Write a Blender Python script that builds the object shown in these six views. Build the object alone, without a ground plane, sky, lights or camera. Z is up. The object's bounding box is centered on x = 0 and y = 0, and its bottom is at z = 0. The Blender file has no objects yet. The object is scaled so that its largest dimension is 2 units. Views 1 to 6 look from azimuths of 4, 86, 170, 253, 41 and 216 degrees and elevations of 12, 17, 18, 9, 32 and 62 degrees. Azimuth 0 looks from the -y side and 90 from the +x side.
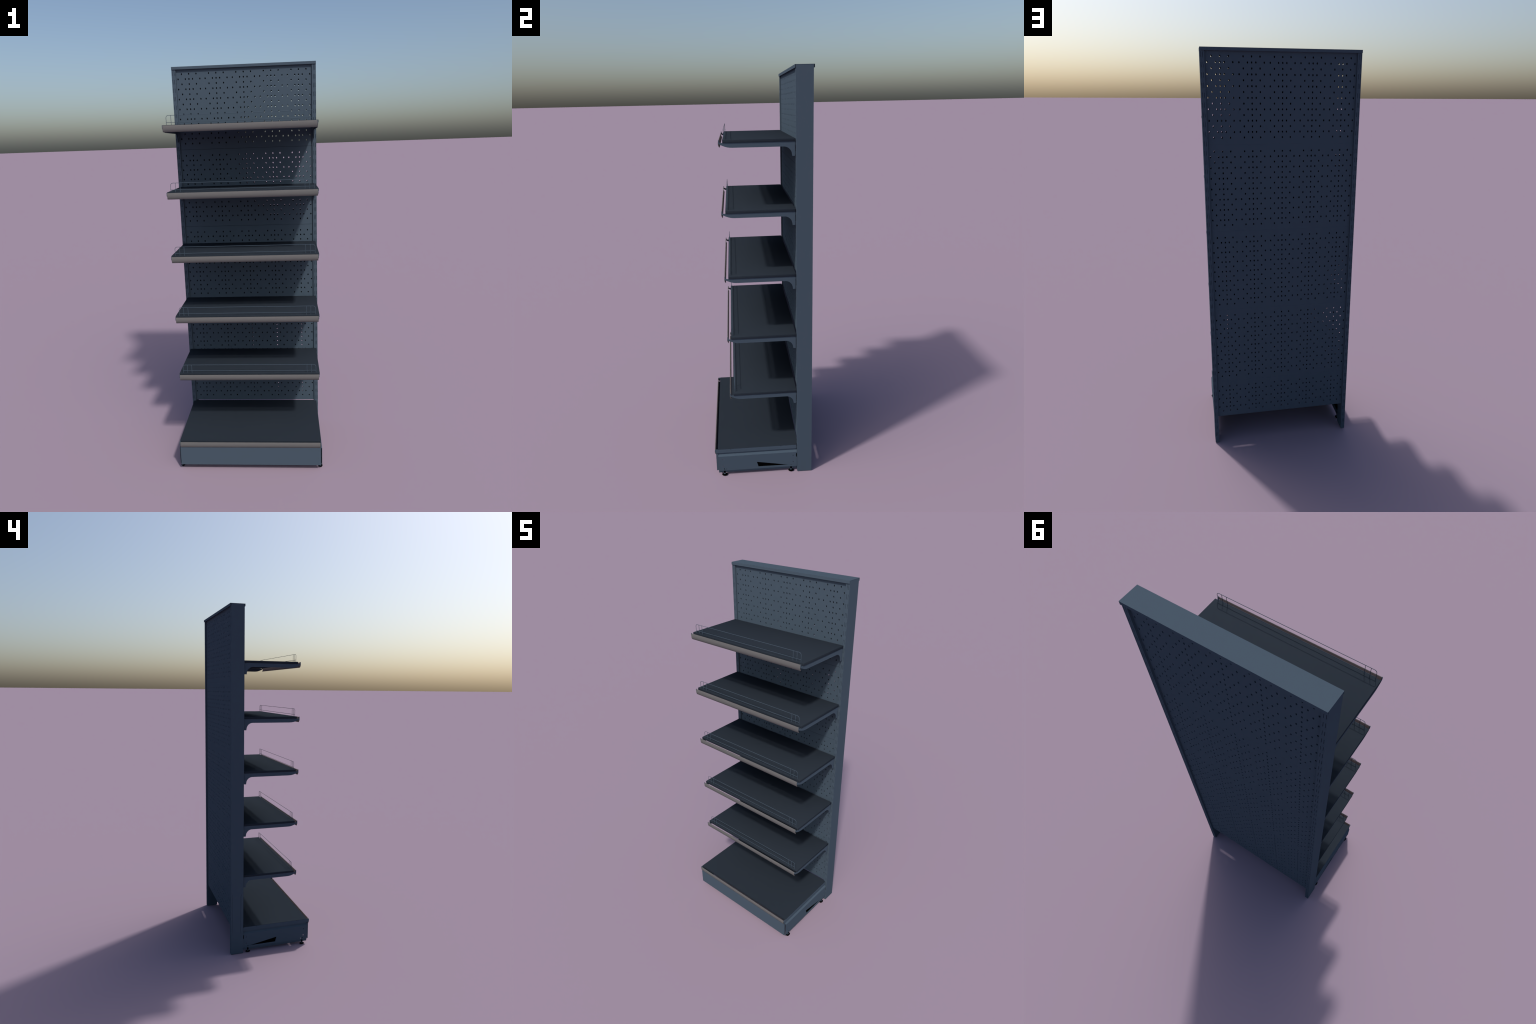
# A single-sided shop gondola: two slotted posts, perforated back panels, a top cap,
# five shelves on cantilever brackets with price rails and wire guards, and a base deck on levelling feet.
import bpy, bmesh, math
from mathutils import Vector, Matrix

# ------------------------------------------------------------------ sizes (metres)
HALF_W = 0.3639            # half width over the posts and the cap
BACK_Y = 0.2105            # centre plane of the back wall
POST_IN = 0.3435           # inner face of a post
POST_FRONT, POST_BACK = 0.1729, 0.2473
PANEL_Y = {-1: 0.1797, 1: 0.2384}   # outer faces of the front and the back panels
PANEL_PITCH = 0.4073
PANEL_TOP = 1.9962
ROW_PITCH = 0.02466
HOLE_W, HOLE_H = 0.0063, 0.0093
COL_PITCH, COL_UNIT = 0.1388, 0.01865
SHELF_TOPS = [1.7041 - 0.3064 * i for i in range(5)]
BOARD_HALF_W, BOARD_T = 0.3555, 0.0123
BOARD_FRONT, BOARD_BACK = -0.1420, 0.1705
DECK_TOP = 0.1564
RAIL_HALF_W = 0.3505


# ------------------------------------------------------------------ materials
def paint(name, colour, rough=0.5, spec=0.5, grain=0.02, metallic=0.0):
    m = bpy.data.materials.new(name)
    m.use_nodes = True
    nt = m.node_tree
    b = nt.nodes["Principled BSDF"]
    b.inputs["Roughness"].default_value = rough
    b.inputs["Metallic"].default_value = metallic
    b.inputs["Specular IOR Level"].default_value = spec
    tc = nt.nodes.new("ShaderNodeTexCoord")
    no = nt.nodes.new("ShaderNodeTexNoise")
    no.inputs["Scale"].default_value = 260.0
    no.inputs["Detail"].default_value = 3.0
    ramp = nt.nodes.new("ShaderNodeValToRGB")
    for e, k in zip(ramp.color_ramp.elements, (1 - grain, 1 + grain)):
        e.color = (*[c * k for c in colour], 1)
    ramp.color_ramp.elements[0].position = 0.3
    ramp.color_ramp.elements[1].position = 0.7
    nt.links.new(tc.outputs["Object"], no.inputs["Vector"])
    nt.links.new(no.outputs["Fac"], ramp.inputs["Fac"])
    nt.links.new(ramp.outputs["Color"], b.inputs["Base Color"])
    return m


STEEL = paint("blue_grey_powder_coat", (0.060, 0.085, 0.113), 0.9, 0.0)
BOARD = paint("dark_slate_powder_coat", (0.0226, 0.0296, 0.0398), 0.9, 0.0)
PLASTIC = paint("warm_grey_plastic", (0.156, 0.157, 0.157), 0.8, 0.05, 0.03)
CAVITY_BLACK = paint("blackened_for_cavity_shadow", (0.004, 0.004, 0.005), 0.95, 0.0, 0.0)
nt = PLASTIC.node_tree                       # thin plastic lets some light through
glow, mix = nt.nodes.new("ShaderNodeBsdfTranslucent"), nt.nodes.new("ShaderNodeMixShader")
glow.inputs["Color"].default_value = (0.56, 0.50, 0.50, 1)
mix.inputs["Fac"].default_value = 0.3
nt.links.new(nt.nodes["Principled BSDF"].outputs[0], mix.inputs[1])
nt.links.new(glow.outputs[0], mix.inputs[2])
nt.links.new(mix.outputs[0], nt.nodes["Material Output"].inputs["Surface"])
RUBBER = paint("black_rubber", (0.0015, 0.0015, 0.0015), 0.9, 0.0, 0.0)


# ------------------------------------------------------------------ mesh helpers
def finish(me, mat, smooth_angle=None):
    me.materials.clear()
    me.materials.append(mat)
    if smooth_angle is None:
        me.shade_flat()
    else:
        me.shade_smooth()
        me.set_sharp_from_angle(angle=math.radians(smooth_angle))
    return me


def from_bm(name, bm, mat, smooth_angle=None):
    bmesh.ops.recalc_face_normals(bm, faces=bm.faces)
    me = bpy.data.meshes.new(name)
    bm.to_mesh(me)
    bm.free()
    return finish(me, mat, smooth_angle)


def box(bm, x0, x1, y0, y1, z0, z1, bevel=0.0, segments=2):
    m = Matrix.Translation(((x0 + x1) / 2, (y0 + y1) / 2, (z0 + z1) / 2)) @ Matrix.Diagonal((x1 - x0, y1 - y0, z1 - z0, 1))
    v = bmesh.ops.create_cube(bm, size=1.0, matrix=m)["verts"]
    if bevel:
        edges = list({e for q in v for e in q.link_edges})
        bmesh.ops.bevel(bm, geom=edges, offset=bevel, segments=segments, affect="EDGES", profile=0.5)


# sheet(): a flat plate with real holes. The outline lies in the local (u, v) plane, thickness along w;
# `frame` maps (u, v, w) to the object's axes.
FRAME_FRONT = Matrix(((1, 0, 0, 0), (0, 0, 1, 0), (0, 1, 0, 0), (0, 0, 0, 1)))      # u=x, v=z, w=y
FRAME_SIDE = Matrix(((0, 0, 1, 0), (1, 0, 0, 0), (0, 1, 0, 0), (0, 0, 0, 1)))       # u=y, v=z, w=x


def sheet(bm, outline, holes, w0, w1, frame):
    cu = bpy.data.curves.new("outline", "CURVE")
    cu.dimensions = "2D"
    cu.fill_mode = "BOTH"
    cu.extrude = (w1 - w0) / 2
    for loop in [outline] + holes:
        sp = cu.splines.new("POLY")
        sp.points.add(len(loop) - 1)
        for p, (u, v) in zip(sp.points, loop):
            p.co = (u, v, 0, 1)
        sp.use_cyclic_u = True
    ob = bpy.data.objects.new("outline", cu)
    bpy.context.scene.collection.objects.link(ob)
    bpy.context.view_layer.update()
    me = bpy.data.meshes.new_from_object(ob.evaluated_get(bpy.context.evaluated_depsgraph_get()))
    bpy.data.objects.remove(ob)
    bpy.data.curves.remove(cu)
    me.transform(frame @ Matrix.Translation((0, 0, (w0 + w1) / 2)))
    t = bmesh.new()
    t.from_mesh(me)
    bmesh.ops.remove_doubles(t, verts=t.verts, dist=1e-6)
    bmesh.ops.recalc_face_normals(t, faces=t.faces)
    t.to_mesh(me)
    t.free()
    bm.from_mesh(me)
    bpy.data.meshes.remove(me)


def slotted_strip(bm, u_edges, v_edges, w0, w1, frame):
    """Plate split into a grid of cells; cells at odd column and odd row are open slots."""
    def vert(u, v, w):
        return bm.verts.new(frame @ Vector((u, v, w)))
    nu, nv = len(u_edges), len(v_edges)
    grid = [[[vert(u, v, w) for v in v_edges] for u in u_edges] for w in (w0, w1)]
    solid = lambda i, j: 0 <= i < nu - 1 and 0 <= j < nv - 1 and not (i % 2 and j % 2)
    for i in range(nu - 1):
        for j in range(nv - 1):
            if not solid(i, j):
                continue
            for g in grid:
                bm.faces.new((g[i][j], g[i + 1][j], g[i + 1][j + 1], g[i][j + 1]))
            for di, dj, p, q in ((-1, 0, (i, j), (i, j + 1)), (1, 0, (i + 1, j), (i + 1, j + 1)), (0, -1, (i, j), (i + 1, j)), (0, 1, (i, j + 1), (i + 1, j + 1))):
                if not solid(i + di, j + dj):
                    bm.faces.new((grid[0][p[0]][p[1]], grid[0][q[0]][q[1]], grid[1][q[0]][q[1]], grid[1][p[0]][p[1]]))


def rect(u0, u1, v0, v1):
    return [(u0, v0), (u1, v0), (u1, v1), (u0, v1)]


def ellipse(u, v, ru, rv, n=14):
    return [(u + ru * math.cos(2 * math.pi * i / n), v + rv * math.sin(2 * math.pi * i / n)) for i in range(n)]


def arc(u, v, r, a0, a1, n=8):
    return [(u + r * math.cos(math.radians(a0 + (a1 - a0) * i / n)), v + r * math.sin(math.radians(a0 + (a1 - a0) * i / n))) for i in range(n + 1)]


def extrude_x(bm, profile, x0, x1):
    """Closed (y, z) profile swept along x."""
    a = [bm.verts.new((x0, y, z)) for y, z in profile]
    b = [bm.verts.new((x1, y, z)) for y, z in profile]
    n = len(profile)
    for i in range(n):
        bm.faces.new((a[i], a[(i + 1) % n], b[(i + 1) % n], b[i]))
    bm.faces.new(a[::-1])
    bm.faces.new(b)


def extrude_y(bm, profile, y0, y1):
    """Closed (x, z) profile swept along y."""
    a = [bm.verts.new((x, y0, z)) for x, z in profile]
    b = [bm.verts.new((x, y1, z)) for x, z in profile]
    n = len(profile)
    for i in range(n):
        bm.faces.new((a[i], a[(i + 1) % n], b[(i + 1) % n], b[i]))
    bm.faces.new(a[::-1])
    bm.faces.new(b)


def thicken(line, t):
    """Open polyline -> closed strip, offset by t to the left of its direction."""
    off = []
    for i, p in enumerate(line):
        q0, q1 = line[max(i - 1, 0)], line[min(i + 1, len(line) - 1)]
        d = Vector((q1[0] - q0[0], q1[1] - q0[1])).normalized()
        off.append((p[0] - d.y * t, p[1] + d.x * t))
    return list(line) + off[::-1]


SQUASH = 0.69          # the fittings are narrower across than deep


def lathe(bm, profile, centre, n=24):
    """(r, z) profile turned round a vertical axis through centre (x, y)."""
    rings = []
    for r, z in profile:
        if r == 0:
            rings.append([bm.verts.new((centre[0], centre[1], z))])
        else:
            rings.append([bm.verts.new((centre[0] + SQUASH * r * math.cos(2 * math.pi * i / n), centre[1] + r * math.sin(2 * math.pi * i / n), z)) for i in range(n)])
    for a, b in zip(rings, rings[1:]):
        for i in range(n):
            j = (i + 1) % n
            f = [a[i % len(a)], a[j % len(a)], b[j % len(b)], b[i % len(b)]]
            f = [v for k, v in enumerate(f) if v not in f[:k]]
            if len(f) > 2:
                bm.faces.new(f)


def wire(bm, path, r, n=8):
    """Round wire along a polyline of 3D points."""
    pts = [Vector(p) for p in path]
    rings = []
    for i, p in enumerate(pts):
        d = (pts[min(i + 1, len(pts) - 1)] - pts[max(i - 1, 0)]).normalized()
        s = d.cross(Vector((0, 1, 0)))
        s = (s if s.length > 1e-4 else d.cross(Vector((0, 0, 1)))).normalized()
        t = d.cross(s)
        rings.append([bm.verts.new(p + r * (math.cos(2 * math.pi * k / n) * s + math.sin(2 * math.pi * k / n) * t)) for k in range(n)])
    for a, b in zip(rings, rings[1:]):
        for k in range(n):
            bm.faces.new((a[k], a[(k + 1) % n], b[(k + 1) % n], b[k]))
    bm.faces.new(rings[0][::-1])
    bm.faces.new(rings[-1])


def add(name, me, parent, loc=(0, 0, 0), kind=None):
    ob = bpy.data.objects.new(name, me)
    bpy.context.scene.collection.objects.link(ob)
    ob.parent = parent
    ob.location = loc
    if kind:
        ob["kind"] = kind
    return ob


# ------------------------------------------------------------------ the thing
root = bpy.data.objects.new("display_shelving_unit", None)
bpy.context.scene.collection.objects.link(root)
root["label"] = "tall dark blue-grey metal shop shelving unit with perforated back"
root["category"] = "store shelf"

# ---- posts: hollow tubes, two columns of bracket slots in the front and the back face
SLOT_PITCH, SLOT_H, SLOT_W = 0.0417, 0.0217, 0.0015


def post_mesh(side):
    bm = bmesh.new()
    x0, x1 = sorted((side * POST_IN, side * HALF_W))
    top, t = 1.9982, 0.0015
    us = sorted([x0, x1] + [side * xc + e * SLOT_W / 2 for xc in (0.3506, 0.3591) for e in (-1, 1)])
    vs = sorted([0.0, top] + [1.9694 - SLOT_PITCH * k + e * SLOT_H / 2 for k in range(47) for e in (-1, 1)])
    y0, y1 = POST_FRONT, POST_BACK
    slotted_strip(bm, us, vs, y0, y0 + t, FRAME_FRONT)
    slotted_strip(bm, us, vs, y1 - t, y1, FRAME_FRONT)
    bmesh.ops.recalc_face_normals(bm, faces=bm.faces)
    outer, inner = side * HALF_W, side * POST_IN
    holes = []
    if side < 0:      # pressed seams low on this post's outer face
        holes = [[(0.2393, 0.130), (0.2403, 0.130), (0.2403, 0.366), (0.2350, 0.366), (0.2350, 0.365), (0.2393, 0.365)],
                 [(0.1869, 0.130), (0.1881, 0.130), (0.1881, 0.358), (0.1850, 0.366), (0.1805, 0.366), (0.1805, 0.365), (0.1845, 0.3647), (0.1869, 0.357)]]
    a, b = sorted((outer, outer - side * t))
    sheet(bm, rect(y0 + t, y1 - t, 0.0, top), holes, a, b, FRAME_SIDE)
    if side < 0:      # floor of the seams
        box(bm, outer - side * (t + 0.0001), outer - side * (t + 0.001), 0.178, 0.2425, 0.12, 0.375)
    a, b = sorted((inner, inner + side * t))
    box(bm, a, b, y0 + t, y1 - t, 0.0, top)
    a, b = sorted((inner + side * t, outer - side * t))
    box(bm, a, b, y0 + t, y1 - t, top - t, top)
    box(bm, a, b, y0 + t, y1 - t, 0.0, t)
    me = bpy.data.meshes.new("upright_post")
    bm.to_mesh(me)
    bm.free()
    return finish(me, STEEL)


for side in (1, -1):
    add("upright_post", post_mesh(side), root)

# ---- perforated panels: rows alternate between triplets (A) and five-hole groups (B)
ROW_A = (-2, 0, 2)
ROW_B = (-3, -1, 0, 1, 3)


def panel_mesh(rows, height, sign):
    """Origin at the top edge on the outer face; sign -1 faces the front, +1 the back."""
    bm = bmesh.new()
    holes = []
    for r in range(rows):
        z = -(PANEL_PITCH - 14 * ROW_PITCH) / 2 - r * ROW_PITCH
        for c in range(-2, 3):
            for u in (ROW_A if r % 2 == 0 else ROW_B):
                holes.append(ellipse(c * COL_PITCH + u * COL_UNIT, z, HOLE_W / 2, HOLE_H / 2))
    hw, gap, t = 0.3430, (0.0005 if sign < 0 else 0.00005), (0.0035 if sign < 0 else 0.0042)
    zt, zb = -gap, -height + gap
    a, b = sorted((0.0, -sign * t))
    sheet(bm, rect(-hw, hw, zb, zt), holes, a, b, FRAME_FRONT)
    a, b = sorted((-sign * t, -sign * 0.012))       # returned edges
    box(bm, -hw, hw, a, b, zt - t, zt)
    box(bm, -hw, hw, a, b, zb, zb + t)
    box(bm, -hw, -hw + t, a, b, zb + t, zt - t)
    box(bm, hw - t, hw, a, b, zb + t, zt - t)
    me = bpy.data.meshes.new("perforated_panel")
    bm.to_mesh(me)
    bm.free()
    finish(me, STEEL)
    me.materials.append(CAVITY_BLACK)                     # inner faces blackened so the holes show a closed wall's darkness
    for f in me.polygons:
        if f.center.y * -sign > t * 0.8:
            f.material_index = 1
    return me


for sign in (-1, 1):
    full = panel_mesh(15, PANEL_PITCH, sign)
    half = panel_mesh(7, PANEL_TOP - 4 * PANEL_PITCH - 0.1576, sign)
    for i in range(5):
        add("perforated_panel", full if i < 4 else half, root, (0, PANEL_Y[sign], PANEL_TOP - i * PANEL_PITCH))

# near-black strips inside the wall, behind the panel seams
bm = bmesh.new()
for i in range(1, 5):
    box(bm, -0.342, 0.342, PANEL_Y[-1] + 0.0125, PANEL_Y[1] - 0.0125, PANEL_TOP - i * PANEL_PITCH - 0.006, PANEL_TOP - i * PANEL_PITCH + 0.006)
add("seam_dark_strip", from_bm("seam_dark_strip", bm, CAVITY_BLACK), root)

# ---- top cap: a shallow channel with front and back lips
bm = bmesh.new()
d, t = 0.0413, 0.0013
extrude_x(bm, [(BACK_Y - d, 1.9868), (BACK_Y - d, 2.0), (BACK_Y + d, 2.0), (BACK_Y + d, 1.9868),
               (BACK_Y + d - t, 1.9868), (BACK_Y + d - t, 2.0 - t), (BACK_Y - d + t, 2.0 - t), (BACK_Y - d + t, 1.9868)], -HALF_W - 0.0002, HALF_W + 0.0002)
add("top_cap", from_bm("top_cap", bm, STEEL), root)

# ------------------------------------------------------------------ shelves
# local frame of a shelf: origin on the centre of its board's top face at y = 0
bm = bmesh.new()
box(bm, -BOARD_HALF_W, BOARD_HALF_W, BOARD_FRONT, BOARD_BACK, -BOARD_T, 0.0, bevel=0.0010)
board_me = from_bm("shelf_board", bm, BOARD, 35)

bracket = (
    [(0.1692, -0.0118), (0.1692, -0.0738), (0.1573, -0.0738)]
    + arc(0.1208, -0.0685, 0.0353, 6, 90, 10)
    + [(0.060, -0.0332), (-0.060, -0.0330), (-0.1000, -0.0330), (-0.1110, -0.0325), (-0.1210, -0.0310), (-0.1310, -0.0282), (-0.1420, -0.0240),
       (-0.1510, -0.0198), (-0.1575, -0.0165), (-0.1592, -0.0130), (-0.1592, -0.0005), (-0.1552, -0.0005), (-0.1550, -0.0080), (-0.1535, -0.0105), (-0.1500, -0.0118)])
hooks = [rect(0.1692, 0.1790, z - 0.006, z + 0.006) for z in (-0.022, -0.0630)]


def bracket_mesh(side):
    bm = bmesh.new()
    a, b = sorted((side * 0.3508, side * 0.3529))
    sheet(bm, bracket, [], a, b, FRAME_SIDE)
    a, b = sorted((side * 0.3501, side * 0.3511))
    for h in hooks:
        sheet(bm, h, [], a, b, FRAME_SIDE)
    me = bpy.data.meshes.new("shelf_bracket")
    bm.to_mesh(me)
    bm.free()
    return finish(me, STEEL)


bracket_me = {s: bracket_mesh(s) for s in (1, -1)}

# price rail: bowed plastic strip
rail_line = [(-0.1548, -0.0318), (-0.1573, -0.0284), (-0.1592, -0.0245), (-0.1602, -0.0205), (-0.1607, -0.0165),
             (-0.1606, -0.0125), (-0.1601, -0.0085), (-0.1592, -0.0048), (-0.1580, -0.0015)]
bm = bmesh.new()
extrude_x(bm, thicken(rail_line, -0.0018), -RAIL_HALF_W, RAIL_HALF_W)
rail_me = from_bm("price_rail", bm, PLASTIC, 30)

# wire guard: one bent loop, a lower rail wire and two stays at each end
GY, GX, GT, GL, GR = -0.1360, 0.3366, 0.0432, 0.0112, 0.00098
bm = bmesh.new()
rc = 0.0110
loop = [(-GX, GY, 0.0)] + [(-GX + rc + rc * math.cos(math.radians(a)), GY, GT - rc + rc * math.sin(math.radians(a))) for a in range(180, 89, -15)]
loop += [(-x, y, z) for x, y, z in reversed(loop)]
wire(bm, loop, GR)
wire(bm, [(-GX, GY + 0.0014, GL), (GX, GY + 0.0014, GL)], GR)
for s in (-1, 1):
    for x in (0.3140, 0.2922):
        wire(bm, [(s * x, GY, 0.0), (s * x, GY, GT)], GR)
guard_me = from_bm("wire_guard", bm, STEEL, 60)

for z in SHELF_TOPS:
    shelf = add("shelf_board", board_me, root, (0, 0, z))
    for s in (1, -1):
        add("shelf_bracket", bracket_me[s], shelf, (0, 0, -0.0007))
    add("price_rail", rail_me, shelf, (0, 0, -0.0006))
    add("wire_guard", guard_me, shelf, (0, 0, -0.0006))

# ------------------------------------------------------------------ base
DECK_FRONT = -0.2345
bm = bmesh.new()
box(bm, -0.3543, 0.3543, DECK_FRONT, 0.1706, DECK_TOP - 0.0008, DECK_TOP)
box(bm, -0.3515, 0.3515, DECK_FRONT, 0.1706, DECK_TOP - 0.0060, DECK_TOP - 0.0008)
box(bm, -0.3515, 0.3515, DECK_FRONT - 0.0015, DECK_FRONT, DECK_TOP - 0.0115, DECK_TOP - 0.0002)
box(bm, -0.3425, 0.3425, 0.1706, 0.1768, DECK_TOP - 0.0060, DECK_TOP)
deck = add("base_deck", from_bm("base_deck", bm, BOARD), root)

# folded side cheeks of the deck, notched along the top and shaped at the front to hold the rail
top, low = 0.1556, 0.1345
cheek = [(0.1706, low), (0.1706, top - 0.005), (0.1685, top - 0.005), (0.1685, top)]
for y in (0.0890, -0.1700):
    cheek += [(y + 0.0018, top), (y + 0.0018, top - 0.0040), (y - 0.0018, top - 0.0040), (y - 0.0018, top)]
cheek += [(-0.2494, top), (-0.2502, top - 0.004), (-0.2495, 0.1440), (-0.2475, 0.1370), (-0.2445, low)]
for s in (1, -1):
    bm = bmesh.new()
    a, b = sorted((s * 0.3517, s * 0.3545))
    sheet(bm, cheek, [], a, b, FRAME_SIDE)
    me = bpy.data.meshes.new("deck_cheek")
    bm.to_mesh(me)
    bm.free()
    add("deck_cheek", finish(me, STEEL), deck)
add("price_rail", rail_me, deck, (0, -0.0910, 0.1568))

# kick plate with short side returns
bm = bmesh.new()
extrude_x(bm, rect(-0.2455, -0.2440, 0.0280, 0.1300), -0.3527, 0.3527)
for s in (1, -1):
    a, b = sorted((s * 0.3513, s * 0.3527))
    box(bm, a, b, -0.2440, -0.2352, 0.0300, 0.1300)
add("kick_plate", from_bm("kick_plate", bm, STEEL), root)


# base brackets: folded steel cheeks with bolt holes and a wedge-shaped opening
def base_bracket(s):
    y0, y1, t = -0.2358, 0.1722, 0.0014
    outer = 0.3592
    bm = bmesh.new()
    holes = [ellipse(-0.2125, 0.0968, 0.0026, 0.0026, 12), ellipse(-0.2120, 0.0568, 0.0026, 0.0026, 12), ellipse(-0.1955, 0.0375, 0.0022, 0.0022, 12),
             ellipse(0.1523, 0.0960, 0.0027, 0.0027, 12), ellipse(0.1523, 0.0565, 0.0027, 0.0027, 12),
             [(-0.0375, 0.0702), (-0.0294, 0.0404), (0.1300, 0.0391), (0.1300, 0.0395)],
             rect(0.1345, 0.1475, 0.0368, 0.0388),
             [(-0.2085, 0.0355), (-0.2005, 0.0355), (-0.2085, 0.0450)],
             [(0.1668, 0.0880), (0.1705, 0.0845), (0.1718, 0.0845), (0.1718, 0.1095), (0.1705, 0.1095), (0.1668, 0.1055)]]
    a, b = sorted((s * (outer - t), s * outer))
    side_top, side_low = 0.1157, 0.0285
    sheet(bm, rect(y0, y1, side_low, side_top), holes, a, b, FRAME_SIDE)
    upper = [(outer - 0.0002, side_top), (0.3505, 0.1240), (0.3503, 0.1400)]
    lower = [(outer - 0.0002, side_low), (0.3535, 0.0274), (0.3530, 0.0140)]
    extrude_y(bm, [(s * x, z) for x, z in thicken(upper, t)], y0, y1)
    extrude_y(bm, [(s * x, z) for x, z in thicken(lower, -t)], y0, y1)
    bmesh.ops.recalc_face_normals(bm, faces=bm.faces)
    me = bpy.data.meshes.new("base_bracket")
    bm.to_mesh(me)
    bm.free()
    ob = add("base_bracket", finish(me, STEEL), root)

    # black inserts behind the openings
    bm = bmesh.new()
    a, b = sorted((s * (outer - t - 0.0002), s * (outer - t - 0.0012)))
    box(bm, a, b, -0.042, 0.149, 0.0350, 0.0730)
    box(bm, a, b, -0.2088, -0.1998, 0.0350, 0.0455)
    box(bm, a, b, 0.1660, 0.1722, 0.0838, 0.1102)
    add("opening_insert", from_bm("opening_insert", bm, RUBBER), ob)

    # levelling feet: black pad and stud, painted collar
    for y in (-0.2060, 0.1410):
        c = (s * 0.3527, y)
        bm = bmesh.new()
        lathe(bm, [(0, 0.0), (0.0138, 0.0), (0.0147, 0.0016), (0.0140, 0.0030), (0.0075, 0.0062), (0, 0.0062)], c)
        lathe(bm, [(0, 0.0110), (0.0044, 0.0110), (0.0044, 0.0340), (0, 0.0340)], c)
        foot = add("levelling_foot", from_bm("levelling_foot", bm, RUBBER, 40), ob)
        bm = bmesh.new()
        lathe(bm, [(0, 0.0060), (0.0066, 0.0060), (0.0052, 0.0112), (0, 0.0112)], c, 6)
        add("foot_collar", from_bm("foot_collar", bm, STEEL), ob)


for s in (1, -1):
    base_bracket(s)
